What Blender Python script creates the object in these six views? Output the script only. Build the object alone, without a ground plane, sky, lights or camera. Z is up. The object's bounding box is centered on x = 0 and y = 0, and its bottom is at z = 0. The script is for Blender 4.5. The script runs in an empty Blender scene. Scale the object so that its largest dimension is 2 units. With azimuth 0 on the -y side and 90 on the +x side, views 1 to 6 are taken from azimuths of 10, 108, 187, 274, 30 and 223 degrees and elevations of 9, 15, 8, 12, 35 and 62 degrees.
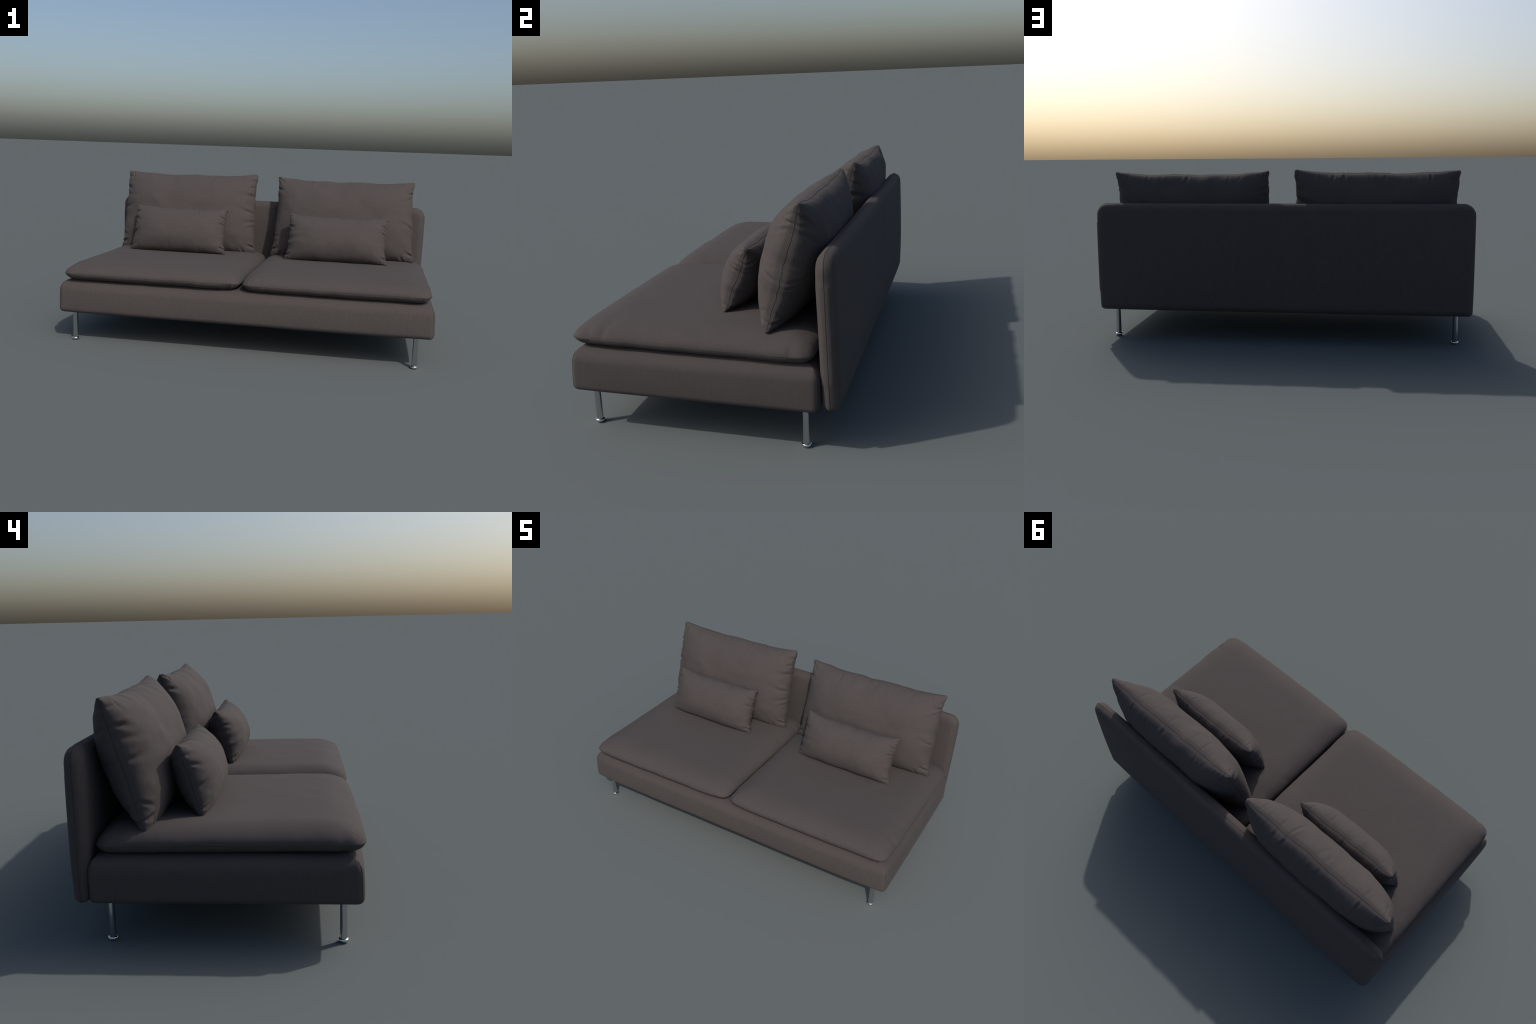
"""Two-seat armless sofa in taupe woven fabric: upholstered base, backrest panel,
two seat cushions, two back cushions, two lumbar pillows, four chrome legs."""
import bpy, math
import numpy as np
from mathutils import Vector

# ------------------------------------------------------------------ materials
def node(nt, kind, **kw):
    n = nt.nodes.new(kind)
    for k, v in kw.items():
        if k in n.inputs:
            n.inputs[k].default_value = v
        else:
            setattr(n, k, v)
    return n


def fabric_material(name, base, light, dark, rib_axis=(1.0, 1.0, 0.0)):
    """Plain-weave upholstery cloth: fine ribs, thread slubs, soft mottling, sheen."""
    m = bpy.data.materials.new(name)
    m.use_nodes = True
    nt = m.node_tree
    nt.nodes.clear()
    L = nt.links.new
    out = node(nt, 'ShaderNodeOutputMaterial')
    bsdf = node(nt, 'ShaderNodeBsdfPrincipled')
    L(bsdf.outputs[0], out.inputs[0])
    tc = node(nt, 'ShaderNodeTexCoord')
    # warp threads: long thin slubs
    mp1 = node(nt, 'ShaderNodeMapping')
    mp1.inputs['Scale'].default_value = (300.0, 300.0, 18.0)
    L(tc.outputs['Object'], mp1.inputs['Vector'])
    warp = node(nt, 'ShaderNodeTexNoise', Scale=1.0, Detail=2.0, Roughness=0.6)
    L(mp1.outputs[0], warp.inputs['Vector'])
    # weft threads
    mp2 = node(nt, 'ShaderNodeMapping')
    mp2.inputs['Scale'].default_value = (60.0, 420.0, 420.0)
    L(tc.outputs['Object'], mp2.inputs['Vector'])
    weft = node(nt, 'ShaderNodeTexNoise', Scale=1.0, Detail=2.0, Roughness=0.6)
    L(mp2.outputs[0], weft.inputs['Vector'])
    add = node(nt, 'ShaderNodeMath', operation='ADD')
    L(warp.outputs['Fac'], add.inputs[0])
    L(weft.outputs['Fac'], add.inputs[1])
    half = node(nt, 'ShaderNodeMath', operation='MULTIPLY')
    half.inputs[1].default_value = 0.5
    L(add.outputs[0], half.inputs[0])
    ramp = node(nt, 'ShaderNodeValToRGB')
    ramp.color_ramp.elements[0].position = 0.34
    ramp.color_ramp.elements[0].color = (*dark, 1)
    ramp.color_ramp.elements[1].position = 0.66
    ramp.color_ramp.elements[1].color = (*light, 1)
    e = ramp.color_ramp.elements.new(0.5)
    e.color = (*base, 1)
    L(half.outputs[0], ramp.inputs['Fac'])
    # broad soft mottling of tone
    mot = node(nt, 'ShaderNodeTexNoise', Scale=9.0, Detail=3.0, Roughness=0.6)
    L(tc.outputs['Object'], mot.inputs['Vector'])
    mr = node(nt, 'ShaderNodeMapRange')
    mr.inputs['From Min'].default_value = 0.3
    mr.inputs['From Max'].default_value = 0.7
    mr.inputs['To Min'].default_value = 0.98
    mr.inputs['To Max'].default_value = 1.02
    L(mot.outputs['Fac'], mr.inputs['Value'])
    mul = node(nt, 'ShaderNodeMix', data_type='RGBA', blend_type='MULTIPLY')
    mul.inputs['Factor'].default_value = 1.0
    L(ramp.outputs['Color'], mul.inputs[6])
    L(mr.outputs[0], mul.inputs[7])
    L(mul.outputs[2], bsdf.inputs['Base Color'])
    # thread relief
    bump = node(nt, 'ShaderNodeBump')
    bump.inputs['Strength'].default_value = 0.16
    bump.inputs['Distance'].default_value = 0.0012
    L(half.outputs[0], bump.inputs['Height'])
    L(bump.outputs[0], bsdf.inputs['Normal'])
    bsdf.inputs['Roughness'].default_value = 0.92
    bsdf.inputs['Specular IOR Level'].default_value = 0.15
    bsdf.inputs['Sheen Weight'].default_value = SHEEN
    bsdf.inputs['Sheen Roughness'].default_value = 0.5
    bsdf.inputs['Sheen Tint'].default_value = (0.9, 0.85, 0.85, 1)
    return m


def chrome_material(name, rough, col):
    m = bpy.data.materials.new(name)
    m.use_nodes = True
    nt = m.node_tree
    b = nt.nodes['Principled BSDF']
    b.inputs['Metallic'].default_value = 1.0
    tc = node(nt, 'ShaderNodeTexCoord')
    n = node(nt, 'ShaderNodeTexNoise', Scale=60.0, Detail=3.0)
    nt.links.new(tc.outputs['Object'], n.inputs['Vector'])
    r = node(nt, 'ShaderNodeMapRange')
    r.inputs['To Min'].default_value = rough * 0.8
    r.inputs['To Max'].default_value = rough * 1.2
    nt.links.new(n.outputs['Fac'], r.inputs['Value'])
    nt.links.new(r.outputs[0], b.inputs['Roughness'])
    b.inputs['Base Color'].default_value = (*col, 1)
    return m


SHEEN = 0.04
TAUPE = (0.0662, 0.0574, 0.0566)
def shade(c, k):
    return tuple(v * k for v in c)

FABRIC = fabric_material('taupe_woven_fabric', TAUPE, shade(TAUPE, 1.12), shade(TAUPE, 0.88))
SEAM = fabric_material('seam_dark_line', shade(TAUPE, 0.62), shade(TAUPE, 0.72), shade(TAUPE, 0.52))  # sofa fabric colour darkened so the seam tubes read as thin dark lines
LINING = fabric_material('underside_lining', (0.03, 0.03, 0.032), (0.035, 0.035, 0.036), (0.025, 0.025, 0.026))
CHROME = chrome_material('polished_chrome', 0.10, (0.62, 0.64, 0.65))
CHROME_FOOT = chrome_material('bright_chrome', 0.06, (0.75, 0.76, 0.77))

# ------------------------------------------------------------------ object helpers
sofa = bpy.data.objects.new('sofa', None)
bpy.context.scene.collection.objects.link(sofa)
sofa["label"] = "armless two-seat taupe fabric sofa with loose cushions and chrome legs"
sofa["category"] = "sofa"


def make_object(name, verts, faces, mat, parent, origin=None, smooth=True):
    verts = np.asarray(verts, float)
    origin = verts.mean(axis=0) if origin is None else np.asarray(origin, float)
    me = bpy.data.meshes.new(name)
    me.from_pydata((verts - origin).tolist(), [], faces)
    me.materials.append(mat)
    me.validate()
    if smooth:
        me.polygons.foreach_set('use_smooth', [True] * len(me.polygons))
    ob = bpy.data.objects.new(name, me)
    bpy.context.scene.collection.objects.link(ob)
    ob.parent = parent
    base = Vector(origin)
    p = parent
    while p is not None:                      # parents are only translated
        base -= p.location
        p = p.parent
    ob.location = base
    return ob


def tube(name, pts, radius, mat, parent, closed=True, sides=6):
    """Round tube swept along a polyline."""
    pts = np.asarray(pts, float)
    n = len(pts)
    if closed:
        tan = np.roll(pts, -1, 0) - np.roll(pts, 1, 0)
    else:
        tan = np.gradient(pts, axis=0)
    tan /= np.linalg.norm(tan, axis=1)[:, None] + 1e-12
    ref = np.array([0.31, 0.52, 0.79])
    a = np.cross(tan, ref)
    a /= np.linalg.norm(a, axis=1)[:, None] + 1e-12
    b = np.cross(tan, a)
    verts = []
    for i in range(n):
        for k in range(sides):
            th = 2 * math.pi * k / sides
            verts.append(pts[i] + radius * (math.cos(th) * a[i] + math.sin(th) * b[i]))
    faces = []
    for i in range(n if closed else n - 1):
        j = (i + 1) % n
        for k in range(sides):
            l = (k + 1) % sides
            faces.append((i * sides + k, i * sides + l, j * sides + l, j * sides + k))
    return make_object(name, verts, faces, mat, parent)


# ------------------------------------------------------------------ stuffed pads
def graded(n, length, fine):
    """n+1 stations 0..length, packed towards both ends down to step `fine`."""
    t = np.linspace(-1, 1, n + 1)
    k = 2.2
    s = np.tanh(k * t) / math.tanh(k)
    s = 0.55 * s + 0.45 * t
    x = (s + 1) * 0.5 * length
    x = np.concatenate([[0, fine, 2.2 * fine], x[2:-2], [length - 2.2 * fine, length - fine, length]])
    return np.unique(x)


def dome(d, reach, p):
    """0 at the rim, 1 from `reach` inwards; p = 0.5 gives an elliptic round."""
    q = np.clip(d / reach, 0, 1)
    return np.clip(1 - (1 - q) ** 2, 0, 1) ** p


def value_noise(x, z, scale, seed):
    r = np.random.default_rng(seed)
    tab = r.uniform(-1, 1, (64, 64))
    gx, gz = x / scale + 100.3, z / scale + 100.7
    ix, iz = np.floor(gx).astype(int), np.floor(gz).astype(int)
    fx, fz = gx - ix, gz - iz
    fx, fz = fx * fx * (3 - 2 * fx), fz * fz * (3 - 2 * fz)
    g = lambda a, b: tab[a % 64, b % 64]
    return ((g(ix, iz) * (1 - fx) + g(ix + 1, iz) * fx) * (1 - fz)
            + (g(ix, iz + 1) * (1 - fx) + g(ix + 1, iz + 1) * fx) * fz)


def make_wrinkles(rng, W, H, counts, depth, length, width):
    """Gathers that run inwards from the seam. Edges: 0 left, 1 right, 2 bottom, 3 top.
    Side edges carry few, long, oblique folds; top and bottom many short fine ones."""
    out = []
    for edge, n in enumerate(counts):
        side = edge < 2
        span = H if side else W
        if n == 0:
            continue
        pos = (np.arange(n) + rng.uniform(0.05, 0.95, n)) / n * span
        for s in pos:
            k = rng.uniform(0.25, 0.9) if rng.random() < 0.7 else rng.uniform(1.2, 2.1)
            if not side:
                k *= 0.62
            out.append((edge, s, depth * k, length * rng.uniform(0.6, 1.7) * (1.25 if side else 0.9),
                        width * rng.uniform(0.7, 1.5) * (1.15 if side else 0.8),
                        rng.normal(0, 0.45 if side else 0.3), rng.random()))
    return out


def wrinkle_field(wr, X, Z, W, H, side):
    """Sum of gathers (grooves with a soft ridge beside them) as a height offset."""
    f = np.zeros_like(X)
    for edge, s0, dep, ln, wd, slant, mix in wr:
        if edge == 0:   d, s = X, Z
        elif edge == 1: d, s = W - X, Z
        elif edge == 2: d, s = Z, X
        else:           d, s = H - Z, X
        gain = (0.35 + 0.65 * mix) if side == 0 else (1.0 - 0.65 * mix)
        q = np.clip(d / ln, 0, 1)
        fall = (1 - q) ** 2 * (1 + 2 * q) * np.clip(d / 0.012, 0, 1) ** 0.7
        w = wd * (0.55 + 0.9 * q)
        a = (s - s0 - slant * d) / w
        groove = -np.exp(-np.abs(a) ** 1.6)
        ridge = 0.55 * np.exp(-((a - 1.7) ** 2) / 1.1) + 0.35 * np.exp(-((a + 1.8) ** 2) / 1.3)
        f += dep * gain * fall * (groove + ridge)
    return f


def build_pad(name, corners, thick, nx, nz, parent=sofa, corner_r=0.02, bow=(0, 0, 0, 0),
              front=None, back=None, wrinkles=(), lump=0.0, lump_scale=0.12, seed=1,
              groove=0.003, seam_r=0.0016, seam_from=None, edge_wave=0.0, meander=0.0):
    """Stuffed pad: two skins over a four-corner plan that meet in a recessed seam.
    corners: bottom-left, bottom-right, top-right, top-left of the seam loop.
    bow: inward bow of left, right, bottom, top seam edges at mid length (m).
    front/back: functions (dl, dr, db, dt, d) -> skin height above the seam plane."""
    c = np.array(corners, float)
    W = 0.5 * (np.linalg.norm(c[1] - c[0]) + np.linalg.norm(c[2] - c[3]))
    H = 0.5 * (np.linalg.norm(c[3] - c[0]) + np.linalg.norm(c[2] - c[1]))
    xs, zs = graded(nx, W, 0.0022), graded(nz, H, 0.0022)
    GX, GZ = np.meshgrid(xs, zs, indexing='ij')
    # round the plan corners (square corner block -> quarter disc)
    X, Z = GX.copy(), GZ.copy()
    radii = corner_r if isinstance(corner_r, tuple) else (corner_r, corner_r)   # lower, upper
    for sx in (0, 1):
        for sz in (0, 1):
            R = radii[sz]
            dx = (GX if sx == 0 else W - GX)
            dz = (GZ if sz == 0 else H - GZ)
            m = (dx < R) & (dz < R)
            a, b = 1 - dx[m] / R, 1 - dz[m] / R
            ln = np.hypot(a, b)
            k = np.where(ln > 1e-9, np.maximum(a, b) / np.maximum(ln, 1e-9), 1)
            nx_, nz_ = R * (1 - a * k), R * (1 - b * k)
            X[m] = nx_ if sx == 0 else W - nx_
            Z[m] = nz_ if sz == 0 else H - nz_
    d = np.minimum(np.minimum(GX, W - GX), np.minimum(GZ, H - GZ))     # distance to seam
    dl, dr, db, dt = GX, W - GX, GZ, H - GZ
    # bowed seam edges, with small irregular waves
    u, v = X / W, Z / H
    hump = lambda t: 1 - np.abs(2 * np.clip(t, 0, 1) - 1) ** 3.6
    wave = lambda t, k: edge_wave * value_noise(t * 10, t * 0 + k, 0.8, seed + k) * np.clip(np.minimum(t, 1 - t) * 12, 0, 1)
    X2 = (X + (bow[0] * hump(v) + wave(v, 1)) * (1 - u) ** 2 - (bow[1] * hump(v) + wave(v, 2)) * u ** 2)
    Z2 = (Z + (bow[2] * hump(u) + wave(u, 3)) * (1 - v) ** 2 - (bow[3] * hump(u) + wave(u, 4)) * v ** 2)
    # recessed seam line: the outermost row is tucked in
    tuck = groove * (d < 1e-9)
    cx, cz = W / 2, H / 2
    X2 = X2 - np.sign(X2 - cx) * tuck * (np.minimum(dl, dr) < 1e-9)
    Z2 = Z2 - np.sign(Z2 - cz) * tuck * (np.minimum(db, dt) < 1e-9)
    u, v = X2 / W, Z2 / H
    P = ((1 - u) * (1 - v))[..., None] * c[0] + (u * (1 - v))[..., None] * c[1] \
        + (u * v)[..., None] * c[2] + ((1 - u) * v)[..., None] * c[3]
    ex = (c[1] + c[2] - c[0] - c[3]); ez = (c[3] + c[2] - c[0] - c[1])
    N = np.cross(ex, ez); N /= np.linalg.norm(N)
    weave = meander * (value_noise(X * 14, Z * 14, 1.0, seed + 7) + 0.6 * value_noise(X * 40, Z * 40, 1.0, seed + 8)) \
        * np.clip(1 - d / 0.09, 0, 1) ** 2
    P = P + weave[..., None] * N
    lmask = np.clip(d / 0.04, 0, 1)
    lum = lump * lmask
    rim = d < 1e-9
    def skin(fn, side, sgn):
        h = fn(dl, dr, db, dt, d)
        S = P + sgn * np.where(rim, 0, np.maximum(h, 0.0004))[..., None] * N
        if max(radii) > 0.03:                                # relax the fold lines of the rounded corners
            blk = (np.minimum(dl, dr) < 1.7 * max(radii)) & (np.minimum(db, dt) < 1.7 * max(radii))
            blk[[0, -1], :] = False
            blk[:, [0, -1]] = False
            for _ in range(14):
                avg = S.copy()
                avg[1:-1, 1:-1] = 0.25 * (S[:-2, 1:-1] + S[2:, 1:-1] + S[1:-1, :-2] + S[1:-1, 2:])
                S = np.where(blk[..., None], 0.5 * S + 0.5 * avg, S)
        nrm = sgn * np.cross(np.gradient(S, axis=0), np.gradient(S, axis=1))
        nrm /= np.linalg.norm(nrm, axis=2)[..., None] + 1e-12
        off = wrinkle_field(wrinkles, GX, GZ, W, H, side)
        off = off + lum * (value_noise(GX, GZ, lump_scale, seed + 20 + side)
                           + 0.5 * value_noise(GX, GZ, lump_scale * 0.45, seed + 40 + side))
        return S + np.where(rim, 0, off)[..., None] * nrm
    F = skin(front, 0, 1.0)
    B = skin(back, 1, -1.0)
    n0, n1 = GX.shape
    idx = np.arange(n0 * n1).reshape(n0, n1)
    interior = np.zeros((n0, n1), bool); interior[1:-1, 1:-1] = True
    bidx = idx.copy()
    bidx[interior] = n0 * n1 + np.arange(interior.sum())
    verts = np.concatenate([F.reshape(-1, 3), B[interior]])
    faces = []
    for i in range(n0 - 1):
        for j in range(n1 - 1):
            faces.append((idx[i, j], idx[i + 1, j], idx[i + 1, j + 1], idx[i, j + 1]))
            faces.append((bidx[i, j], bidx[i, j + 1], bidx[i + 1, j + 1], bidx[i + 1, j]))
    faces = [tuple(int(q) for q in f) for f in faces]
    ob = make_object(name, verts, faces, FABRIC, parent, origin=c.mean(axis=0))
    loop = [F[i, 0] for i in range(n0 - 1)] + [F[-1, j] for j in range(n1 - 1)] \
        + [F[i, -1] for i in range(n0 - 1, 0, -1)] + [F[0, j] for j in range(n1 - 1, 0, -1)]
    if seam_r > 0:
        tube('seam', np.array(loop), seam_r, SEAM, ob)
    return ob


# ------------------------------------------------------------------ base
def rounded_box(name, lo, hi, r_top, r_bot, r_side, n, bulge, parent=sofa):
    """Upholstered box: rounded edges, faces slightly swollen between them."""
    lo, hi = np.array(lo, float), np.array(hi, float)
    cen, half = (lo + hi) / 2, (hi - lo) / 2
    verts, faces, index = [], [], {}
    def stations(k):
        t = np.linspace(-1, 1, k + 1)
        return np.sign(t) * (1 - (1 - np.abs(t)) ** 1.5)
    st = [stations(k) for k in n]
    def put(p):
        key = tuple(np.round(p, 6))
        if key not in index:
            index[key] = len(verts)
            verts.append(p)
        return index[key]
    for ax in range(3):
        a, b = (ax + 1) % 3, (ax + 2) % 3
        for sgn in (-1, 1):
            grid = [[None] * len(st[b]) for _ in st[a]]
            for i, s in enumerate(st[a]):
                for j, t in enumerate(st[b]):
                    p = np.zeros(3); p[ax] = sgn; p[a] = s; p[b] = t
                    grid[i][j] = put(p)
            for i in range(len(st[a]) - 1):
                for j in range(len(st[b]) - 1):
                    q = (grid[i][j], grid[i + 1][j], grid[i + 1][j + 1], grid[i][j + 1])
                    faces.append(q if sgn > 0 else q[::-1])
    P = np.array(verts)
    Q = P * half
    # plan corners first (radius r_side) ...
    h2 = half[:2]
    core = np.clip(Q[:, :2], -(h2 - r_side), h2 - r_side)
    dv = Q[:, :2] - core
    ln = np.linalg.norm(dv, axis=1)
    corner = (np.abs(dv) > 1e-9).all(axis=1)
    fit = np.where(corner, np.abs(dv).max(axis=1) / np.maximum(ln, 1e-9), 1.0)
    XY = core + dv * fit[:, None]
    room = h2 - np.abs(XY)
    inset = np.where(corner, r_side - ln * fit, room.min(axis=1))
    axis_out = np.where(room[:, :1] < room[:, 1:], [1.0, 0.0], [0.0, 1.0]) * np.where(XY >= 0, 1.0, -1.0)
    outward = np.where(corner[:, None], dv / np.maximum(ln, 1e-9)[:, None], axis_out)
    # ... then the top and bottom edges all round
    r = np.where(Q[:, 2] > 0, r_top, r_bot)
    dz = half[2] - np.abs(Q[:, 2])
    va, vb = np.maximum(r - inset, 0), np.maximum(r - dz, 0)
    both = (va > 0) & (vb > 0)
    k = np.where(both, np.maximum(va, vb) / np.maximum(np.hypot(va, vb), 1e-9), 1.0)
    S = np.zeros_like(Q)
    S[:, :2] = XY - outward * (va * (1 - k) * both)[:, None]
    S[:, 2] = np.sign(Q[:, 2]) * (half[2] - np.where(both, r - vb * k, dz))
    un = S / half
    for ax in range(3):
        a, b = (ax + 1) % 3, (ax + 2) % 3
        w = np.clip(1 - np.abs(un[:, a]) ** 4, 0, 1) * np.clip(1 - un[:, b] ** 2, 0, 1) if ax != 2 else \
            np.clip(1 - un[:, a] ** 4, 0, 1) * np.clip(1 - un[:, b] ** 4, 0, 1)
        if ax == 0:
            w = np.clip(1 - un[:, 1] ** 4, 0, 1) * np.clip(1 - un[:, 2] ** 2, 0, 1)
        if ax == 1:
            w = np.clip(1 - un[:, 0] ** 8, 0, 1) * np.clip(1 - un[:, 2] ** 2, 0, 1)
        S[:, ax] += np.sign(un[:, ax]) * bulge[ax] * w * np.clip((np.abs(un[:, ax]) - 0.6) / 0.4, 0, 1)
    # end panels and front lean in towards the top; front bows out in plan; right end tapers to the rear
    up = np.clip(un[:, 2] * 0.5 + 0.5, 0, 1)
    S[:, 0] -= np.sign(un[:, 0]) * (0.001 + 0.005 * (un[:, 0] > 0)) * up * np.abs(un[:, 0]) ** 3
    fr = np.clip(-un[:, 1], 0, 1) ** 3
    S[:, 1] += fr * (0.010 * up ** 2 - 0.012 * (1 - un[:, 0] ** 6) - 0.006 * np.clip(-un[:, 0], 0, 1) ** 2)
    S[:, 0] -= np.clip(un[:, 0], 0, 1) ** 3 * 0.012 * np.clip(un[:, 1] * 0.5 + 0.5, 0, 1)
    S[:, 2] += 0.0012 * value_noise(S[:, 0], S[:, 1] + S[:, 2], 0.16, 5)
    S[:, 1] += 0.0015 * value_noise(S[:, 0], S[:, 2], 0.22, 6) * (np.abs(un[:, 1]) > 0.8)
    columns = []                                   # vertical corner edges, for the cover's seams
    for sx, sy in ((-1, -1), (1, -1), (1, 1), (-1, 1)):
        on = (np.abs(P[:, 0] - sx) < 1e-6) & (np.abs(P[:, 1] - sy) < 1e-6)
        col = (S + cen)[on]
        columns.append(col[np.argsort(col[:, 2])])
    return make_object(name, S + cen, faces, FABRIC, parent, origin=cen), columns


base, base_corners = rounded_box('seat_base', (-0.992, -0.522, 0.164), (0.997, 0.460, 0.341),
                             0.056, 0.026, 0.026, (170, 100, 34), (0.006, 0.006, 0.0))
# corner seams of the base cover
for column in base_corners:
    keep = (column[:, 2] > 0.172) & (column[:, 2] < 0.336)
    tube('seam', column[keep], 0.0011, SEAM, base, closed=False)

# underside lining of the base
lx, ly, lz = 0.955, 0.455, 0.1635
lining_v = [(-lx, -ly - 0.03, lz), (lx, -ly - 0.03, lz), (lx, ly - 0.03, lz), (-lx, ly - 0.03, lz),
            (-lx, -ly - 0.03, lz - .0015), (lx, -ly - 0.03, lz - .0015), (lx, ly - 0.03, lz - .0015), (-lx, ly - 0.03, lz - .0015)]
lining_f = [(0, 1, 2, 3), (7, 6, 5, 4), (0, 4, 5, 1), (1, 5, 6, 2), (2, 6, 7, 3), (3, 7, 4, 0)]
make_object('underside_lining', lining_v, lining_f, LINING, base, smooth=False)

# ------------------------------------------------------------------ backrest panel
def back_front(dl, dr, db, dt, d):
    ds = np.minimum(dl, dr)
    e = dome(np.minimum(ds, np.minimum(db * 1.4, dt)), 0.042, 0.5)
    swell = 0.020 * dome(ds, 0.7, 1) * dome(np.minimum(db, dt), 0.2, 1)
    return 0.034 * e + swell

def back_rear(dl, dr, db, dt, d):
    ds = np.minimum(dl, dr)
    e = dome(np.minimum(ds, np.minimum(db * 1.2, dt)), 0.045, 0.5)
    swell = 0.012 * dome(ds, 0.3, 1) * dome(np.minimum(db, dt), 0.25, 1)
    return 0.036 * e + swell

build_pad('backrest', [(-0.993, 0.487, 0.165), (0.967, 0.497, 0.168), (0.973, 0.482, 0.741), (-0.995, 0.483, 0.739)],
          0.07, 220, 90, corner_r=(0.022, 0.062), bow=(-0.002, -0.004, 0, 0.001), front=back_front, back=back_rear,
          lump=0.0012, lump_scale=0.2, seed=11, groove=0.0012, seam_r=0.0009)

# ------------------------------------------------------------------ seat cushions
def seat_top(dl, dr, db, dt, d):
    e = dome(np.minimum(dl, dr), 0.13, 0.55) * dome(db, 0.15, 0.55) * dome(dt, 0.12, 0.5)
    e = 0.65 * e + 0.35 * dome(d, 0.12, 0.48)                # fuller, bull-nosed corners
    return 0.0605 * e + 0.006 * dome(np.minimum(dl, dr), 0.36, 1) * dome(db, 0.22, 1) * dome(dt, 0.8, 1)

def seat_under(dl, dr, db, dt, d):
    e = dome(np.minimum(dl, dr), 0.060, 0.60) * dome(db, 0.060, 0.56) * dome(dt, 0.055, 0.58)
    e = 0.3 * e + 0.7 * dome(d, 0.066, 0.58)
    return 0.036 * e

for k, (xa, xb, ya, yb) in enumerate(((-0.968, -0.001, -0.534, -0.521), (0.008, 0.977, -0.525, -0.521))):
    rng = np.random.default_rng(70 + k)
    W, H = xb - xa, 0.95
    wr = make_wrinkles(rng, W, H, (5, 5, 8, 5), 0.0022, 0.07, 0.014)
    for cx in (0.045, W - 0.045):                       # puckers by the front corners
        wr.append((2, cx, 0.006, 0.06, 0.008, 0.4 if cx < 0.5 else -0.4, 0.2))
    build_pad('seat_cushion', [(xa, ya, 0.380 - 0.002 * k), (xb, yb, 0.379 - 0.002 * k), (xb, 0.440, 0.372 - 0.002 * k), (xa, 0.438, 0.374 - 0.002 * k)],
              0.09, 110, 110, corner_r=0.055, bow=((0.0, 0.0, -0.008, 0.0), (0.0, 0.0, -0.008, 0.0))[k], front=seat_top, back=seat_under,
              wrinkles=wr, lump=0.0012, lump_scale=0.16, seed=80 + k, groove=0.0006, seam_r=0.0007, edge_wave=0.002, meander=0.002)

# ------------------------------------------------------------------ back cushions
def back_pillow_front(dl, dr, db, dt, d):
    e = dome(dl, 0.28, 0.44) * dome(dr, 0.28, 0.44) * dome(db, 0.24, 0.43) * dome(dt, 0.215, 0.54)
    return 0.128 * e

def back_pillow_rear(dl, dr, db, dt, d):
    e = dome(dl, 0.26, 0.48) * dome(dr, 0.26, 0.48) * dome(db, 0.26, 0.52) * dome(dt, 0.215, 0.53)
    return 0.124 * e

BACK_CORNERS = (
    [(-0.932, 0.257, 0.411), (-0.055, 0.260, 0.418), (-0.076, 0.403, 0.915), (-0.932, 0.394, 0.906)],
    [(0.032, 0.258, 0.414), (0.919, 0.254, 0.425), (0.903, 0.388, 0.905), (0.054, 0.374, 0.906)],
)
for k, cs in enumerate(BACK_CORNERS):
    rng = np.random.default_rng(31 + 7 * k)
    W, H = 0.86, 0.505
    wr = make_wrinkles(rng, W, H, (5, 5, 6, 15), 0.0056, 0.066, 0.0100)
    # a few long creases by the sides, as in the target
    if k == 0:
        wr += [(1, 0.25, 0.011, 0.11, 0.012, 0.25, 0.9), (1, 0.20, 0.009, 0.10, 0.013, -0.2, 0.8),
               (1, 0.42, 0.008, 0.05, 0.010, -0.2, 0.6), (0, 0.40, 0.010, 0.07, 0.013, -0.2, 0.8),
               (0, 0.27, 0.007, 0.08, 0.014, 0.1, 0.7), (3, 0.60, 0.010, 0.04, 0.010, 0.1, 0.3)]
    else:
        wr += [(1, 0.20, 0.010, 0.10, 0.011, 0.45, 0.9), (1, 0.42, 0.011, 0.05, 0.009, 0.0, 0.9),
               (0, 0.42, 0.010, 0.06, 0.012, -0.2, 0.7), (3, 0.45, 0.010, 0.05, 0.010, 0.2, 0.3)]
    # pinched ears at the corners
    wr += [(0, 0.042, 0.013, 0.06, 0.010, 0.25, 0.8), (1, 0.040, 0.013, 0.06, 0.010, 0.25, 0.8),
           (2, 0.06, 0.008, 0.05, 0.011, 0.4, 0.7), (2, W - 0.06, 0.008, 0.05, 0.011, -0.4, 0.7)]
    build_pad('back_cushion', cs, 0.27, 190, 120, corner_r=0.016, bow=((0.015, 0.010, 0.004, 0.020), (0.018, 0.019, 0.004, 0.021))[k],
              front=back_pillow_front, back=back_pillow_rear, wrinkles=wr, lump=0.0042, lump_scale=0.11,
              seed=120 + 9 * k, groove=0.0035, seam_r=0.0012, edge_wave=0.0045, meander=0.004)

# ------------------------------------------------------------------ lumbar pillows
def lumbar_front(dl, dr, db, dt, d):
    e = dome(dl, 0.19, 0.45) * dome(dr, 0.19, 0.45) * dome(db, 0.13, 0.47) * dome(dt, 0.15, 0.50)
    return 0.094 * e

def lumbar_rear(dl, dr, db, dt, d):
    e = dome(dl, 0.18, 0.48) * dome(dr, 0.18, 0.48) * dome(db, 0.14, 0.55) * dome(dt, 0.13, 0.52)
    return 0.084 * e

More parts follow.
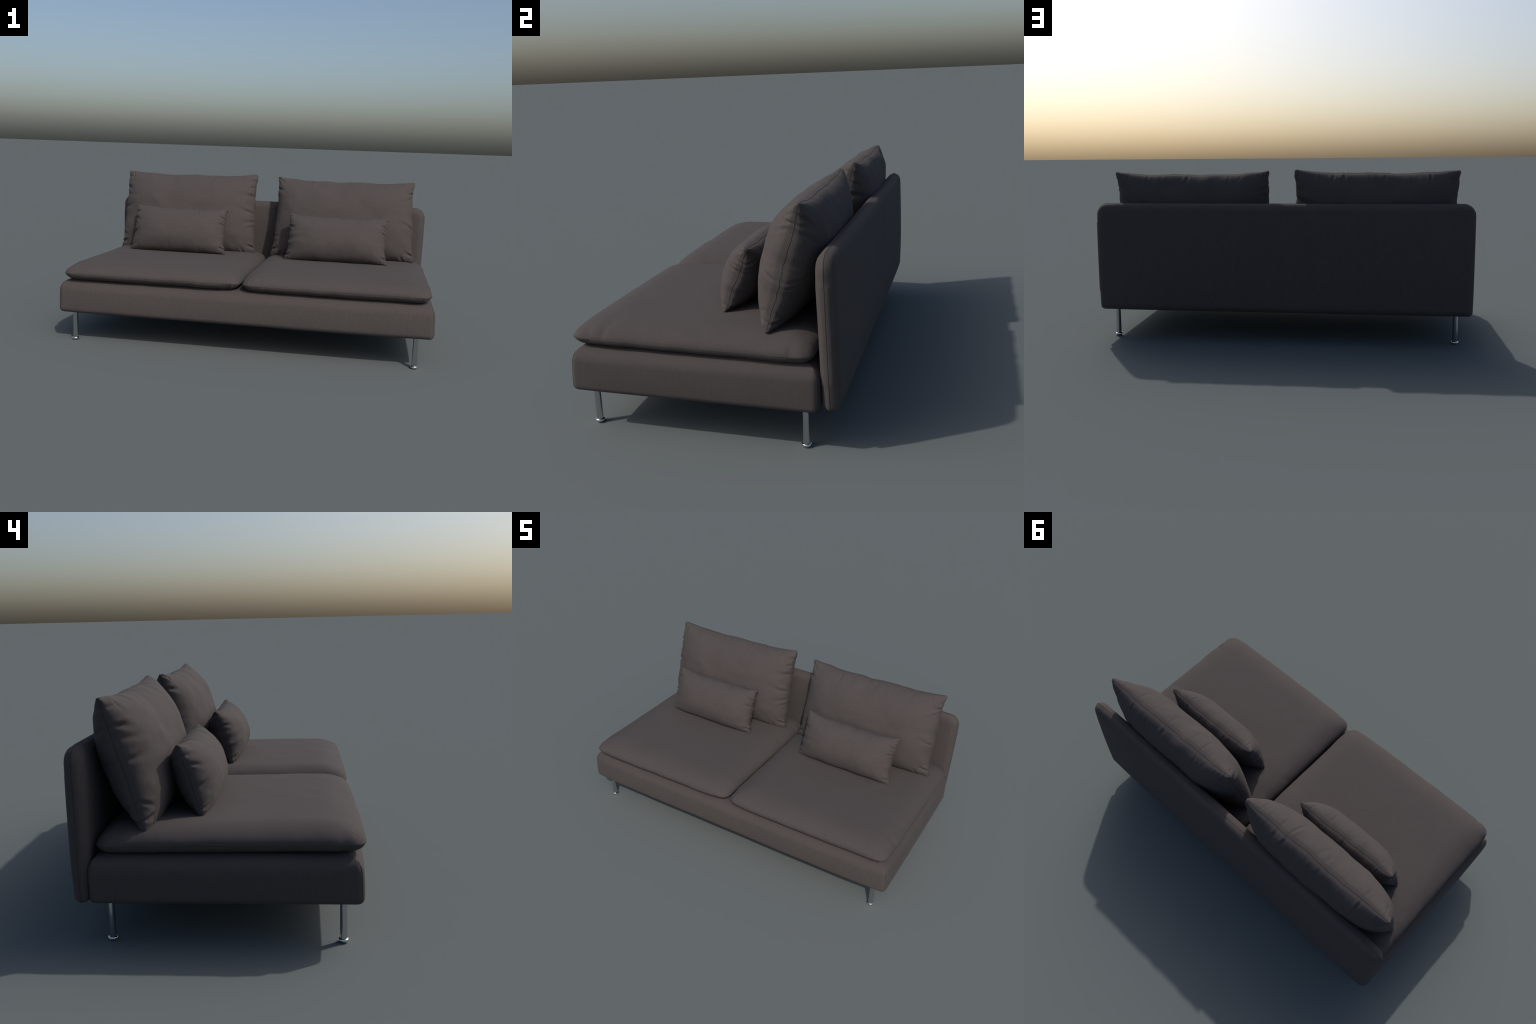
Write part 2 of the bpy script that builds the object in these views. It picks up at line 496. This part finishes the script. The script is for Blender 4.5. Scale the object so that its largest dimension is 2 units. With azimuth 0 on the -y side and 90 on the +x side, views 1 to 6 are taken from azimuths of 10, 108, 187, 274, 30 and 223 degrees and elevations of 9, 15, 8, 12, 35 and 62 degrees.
LUMBAR_CORNERS = (
    [(-0.804, 0.064, 0.433), (-0.200, 0.063, 0.437), (-0.207, 0.163, 0.704), (-0.788, 0.152, 0.711)],
    [(0.150, 0.046, 0.431), (0.756, 0.036, 0.437), (0.753, 0.138, 0.697), (0.165, 0.127, 0.705)],
)
for k, cs in enumerate(LUMBAR_CORNERS):
    rng = np.random.default_rng(57 + 5 * k)
    wr = make_wrinkles(rng, 0.59, 0.28, (4, 4, 5, 11), 0.0044, 0.046, 0.0088)
    wr += [(1, 0.215, 0.010, 0.06, 0.009, 0.5, 0.9), (1, 0.175, 0.008, 0.05, 0.008, 0.3, 0.9),
           (0, 0.028, 0.009, 0.04, 0.007, 0.2, 0.8), (1, 0.028, 0.010, 0.04, 0.007, 0.2, 0.8),
           (0, 0.20, 0.008, 0.05, 0.010, -0.3, 0.8), (0, 0.11, 0.007, 0.06, 0.011, 0.2, 0.8)]
    build_pad('lumbar_pillow', cs, 0.18, 150, 90, corner_r=0.010, bow=(0.016, 0.020, 0.004, 0.016),
              front=lumbar_front, back=lumbar_rear, wrinkles=wr, lump=0.0022, lump_scale=0.08,
              seed=220 + 9 * k, groove=0.003, seam_r=0.0011, edge_wave=0.004, meander=0.0035)

# ------------------------------------------------------------------ legs
def lathe(profile, seg=32):
    verts, faces = [], []
    for r, z in profile:
        for k in range(seg):
            a = 2 * math.pi * k / seg
            verts.append((r * math.cos(a), r * math.sin(a), z))
    for i in range(len(profile) - 1):
        for k in range(seg):
            l = (k + 1) % seg
            faces.append((i * seg + k, i * seg + l, (i + 1) * seg + l, (i + 1) * seg + k))
    return verts, faces

def lathe_mesh(name, profile, mat):
    v, f = lathe(profile)
    me = bpy.data.meshes.new(name)
    me.from_pydata(v, [], f)
    me.materials.append(mat)
    me.polygons.foreach_set('use_smooth', [len(p.vertices) == 4 for p in me.polygons])
    return me

leg_mesh = lathe_mesh('leg', [(0.0140, 0.006), (0.0136, 0.06), (0.0130, 0.12), (0.0128, 0.170)], CHROME)
ring = [(0.0145, 0.0)]
for t in np.linspace(-90, 90, 13):
    a = math.radians(t)
    ring.append((0.0148 + 0.0045 * math.cos(a), 0.0075 + 0.0060 * math.sin(a)))
ring = [(0.0, 0.0), (0.0135, 0.0), (0.0135, 0.0), (0.0160, 0.0006)] + ring[3:-1] + [(0.0142, 0.0138)]
foot_mesh = lathe_mesh('foot_cap', ring, CHROME_FOOT)
for x, y in ((-0.923, -0.456), (0.911, -0.462), (0.912, 0.395), (-0.920, 0.399)):
    leg = bpy.data.objects.new('leg', leg_mesh)
    bpy.context.scene.collection.objects.link(leg)
    leg.parent = sofa
    leg.location = (x, y, 0)
    foot = bpy.data.objects.new('foot_cap', foot_mesh)
    bpy.context.scene.collection.objects.link(foot)
    foot.parent = leg
